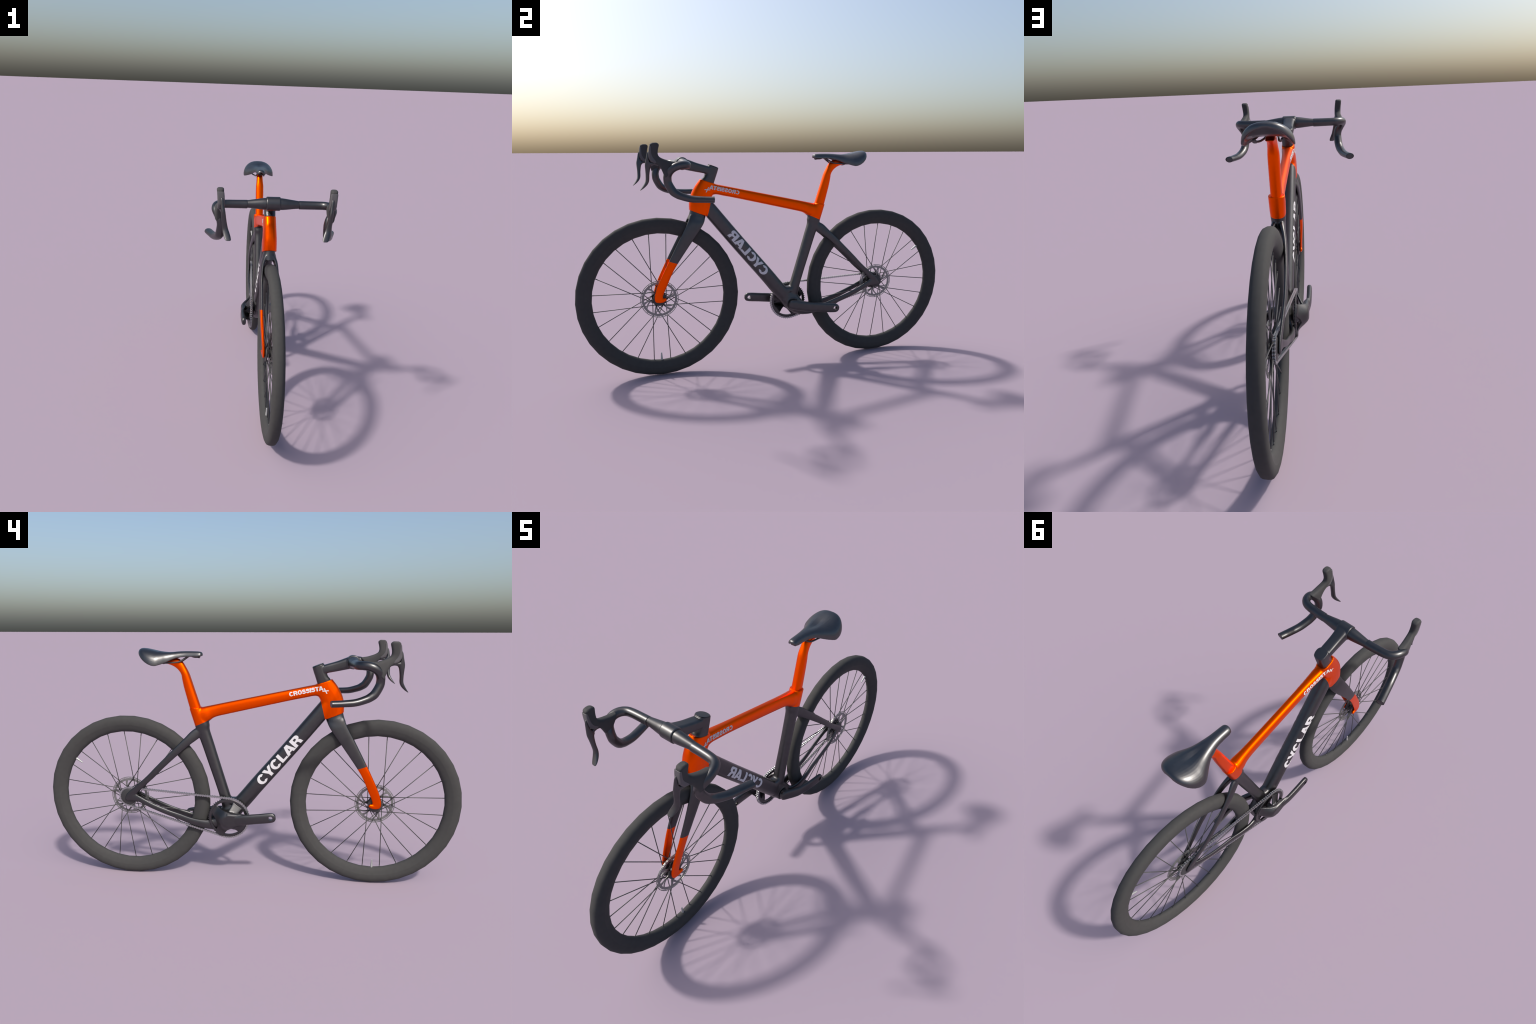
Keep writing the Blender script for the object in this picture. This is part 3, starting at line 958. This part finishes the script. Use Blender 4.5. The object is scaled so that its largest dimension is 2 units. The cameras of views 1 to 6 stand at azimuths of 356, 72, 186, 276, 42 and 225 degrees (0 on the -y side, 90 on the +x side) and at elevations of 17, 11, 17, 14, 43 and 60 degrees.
# heavy grotesque capitals, cap height 1: (advance, outlines); inner outlines are holes
GLYPHS = {
    "C": (0.82, [oval(0.41, 0.5, 0.41, 0.515, 40, 37, 323) + oval(0.415, 0.5, 0.155, 0.295, 30, 46, 314)[::-1]]),
    "O": (0.84, [oval(0.42, 0.5, 0.42, 0.515), oval(0.42, 0.5, 0.165, 0.295)]),
    "Y": (0.84, [[(0.290, 0), (0.555, 0), (0.555, 0.37), (0.85, 1), (0.575, 1), (0.425, 0.60), (0.275, 1), (-0.005, 1), (0.290, 0.37)]]),
    "L": (0.64, [[(0, 0), (0.63, 0), (0.63, 0.22), (0.265, 0.22), (0.265, 1), (0, 1)]]),
    "A": (0.86, [[(0, 0), (0.265, 0), (0.310, 0.165), (0.560, 0.165), (0.605, 0), (0.875, 0), (0.58, 1), (0.290, 1)],
                 [(0.362, 0.345), (0.508, 0.345), (0.435, 0.67)]]),
    "R": (0.82, [[(0, 0), (0.265, 0), (0.265, 0.375), (0.36, 0.375), (0.46, 0.33), (0.495, 0.22), (0.51, 0.06), (0.53, 0), (0.805, 0), (0.77, 0.07), (0.75, 0.25), (0.71, 0.38), (0.61, 0.455),
                  (0.71, 0.52), (0.77, 0.63), (0.77, 0.77), (0.72, 0.89), (0.63, 0.965), (0.48, 1), (0, 1)],
                 [(0.265, 0.575), (0.40, 0.575), (0.475, 0.605), (0.50, 0.69), (0.475, 0.775), (0.40, 0.805), (0.265, 0.805)]]),
    "S": (0.74, [band([(0.595, 0.70), (0.555, 0.82), (0.45, 0.885), (0.34, 0.89), (0.20, 0.85), (0.145, 0.735), (0.20, 0.63), (0.36, 0.56), (0.52, 0.49), (0.605, 0.385), (0.60, 0.25), (0.50, 0.14), (0.37, 0.11), (0.21, 0.135), (0.135, 0.23), (0.11, 0.325)], 0.118)]),
    "I": (0.27, [[(0, 0), (0.265, 0), (0.265, 1), (0, 1)]]),
    "T": (0.73, [[(0.235, 0), (0.50, 0), (0.50, 0.79), (0.735, 0.79), (0.735, 1), (0, 1), (0, 0.79), (0.235, 0.79)]]),
}
KERN = {"CY": -0.07, "YC": -0.08, "LA": -0.02, "TA": -0.06}
def text_mesh(body, width, height, gap=0.02):
    c = bpy.data.curves.new("t", "CURVE")
    c.dimensions = "2D"
    c.fill_mode = "BOTH"
    pen = 0.0
    for i, ch in enumerate(body):
        adv, loops = GLYPHS[ch]
        for lp in loops:
            sp = c.splines.new("POLY")
            sp.points.add(len(lp) - 1)
            for q, (x, y) in zip(sp.points, lp):
                q.co = (pen + x, y, 0, 1)
            sp.use_cyclic_u = True
        pen += adv + gap + KERN.get(body[i:i + 2], 0.0)
    o = bpy.data.objects.new("t", c)
    bpy.context.scene.collection.objects.link(o)
    dg = bpy.context.evaluated_depsgraph_get()
    dg.update()
    me = bpy.data.meshes.new_from_object(o.evaluated_get(dg))
    bpy.data.objects.remove(o)
    bpy.data.curves.remove(c)
    bm = bmesh.new()
    bm.from_mesh(me)
    bmesh.ops.remove_doubles(bm, verts=bm.verts, dist=1e-5)
    for v in bm.verts:
        v.co = Vector((v.co.x / (pen - gap) * width, v.co.y * height, 0))
    bpy.data.meshes.remove(me)
    return bm

def lay_on(bm, name, origin, along_dir, side, lift=0.0009, cell=0.004):
    """place text plane coordinates on the frame: origin (y, z) of the lower left corner, reading along along_dir"""
    d = Vector(along_dir).normalized()
    u = Vector((-d.y, d.x)) if d.x > 0 else Vector((d.y, -d.x))
    b = bm.copy()
    xs = [v.co.x for v in b.verts]
    ys = [v.co.y for v in b.verts]
    for lo, hi, ax in ((min(xs), max(xs), 0), (min(ys), max(ys), 1)):
        p = lo + cell
        while p < hi:
            co, no = [0, 0, 0], [0, 0, 0]
            co[ax], no[ax] = p, 1
            bmesh.ops.bisect_plane(b, geom=b.verts[:] + b.edges[:] + b.faces[:], dist=1e-6, plane_co=co, plane_no=no)
            p += cell
    for v in b.verts:
        y = origin[0] + d.x * v.co.x + u.x * v.co.y
        z = origin[1] + d.y * v.co.x + u.y * v.co.y
        hit = frame_bvh.ray_cast(Vector((-1, y, z)), Vector((1, 0, 0)))
        x = hit[0].x if hit[0] is not None else -0.02
        v.co = Vector((side * -(x - lift), y, z))
    bmesh.ops.recalc_face_normals(b, faces=b.faces)
    if sum(f.normal.x for f in b.faces) * side < 0:
        bmesh.ops.reverse_faces(b, faces=b.faces[:])
    me = bpy.data.meshes.new(name)
    b.to_mesh(me)
    b.free()
    me.polygons.foreach_set("use_smooth", [True] * len(me.polygons))
    return me

def cross_bm(size, w, turn1, turn2):
    bm = bmesh.new()
    s = size / 2
    c1, s1, c2, s2 = math.cos(turn1), math.sin(turn1), math.cos(turn2), math.sin(turn2)
    grid = {}
    def vert(x, y):
        if (x, y) not in grid:
            grid[(x, y)] = bm.verts.new((c1 * x + c2 * y, s1 * x + s2 * y, 0))
        return grid[(x, y)]
    for x0, x1, y0, y1 in ((-w, w, -w, w), (w, s, -w, w), (-s, -w, -w, w), (-w, w, w, s), (-w, w, -s, -w)):
        bm.faces.new([vert(x0, y0), vert(x1, y0), vert(x1, y1), vert(x0, y1)])
    return bm

big = text_mesh("CYCLAR", 0.297, 0.0455)
small = text_mesh("CROSSISTA", 0.157, 0.0195)
plus = cross_bm(0.0280, 0.0025, math.radians(-6), math.radians(107))
for side in (-1, 1):
    obj("tube_lettering", lay_on(big, "tube_lettering", (-0.0640, 0.4805), (-0.641, 0.768), side), WHITE, FRAME)
    obj("tube_lettering", lay_on(small, "tube_lettering", (-0.1860, 0.9080), (-0.978, 0.208), side), WHITE, FRAME)
    obj("plus_mark", lay_on(plus, "plus_mark", (-0.3490, 0.9370), (-0.978, 0.208), side), WHITE, FRAME)
for b in (big, small, plus):
    b.free()
bpy.data.meshes.remove(frame_skin)
# the frame and wheels sit a millimetre off the bar's centre line
for o in ROOT.children:
    if o.name != "handlebar_assembly":
        o.location.x -= 0.0010
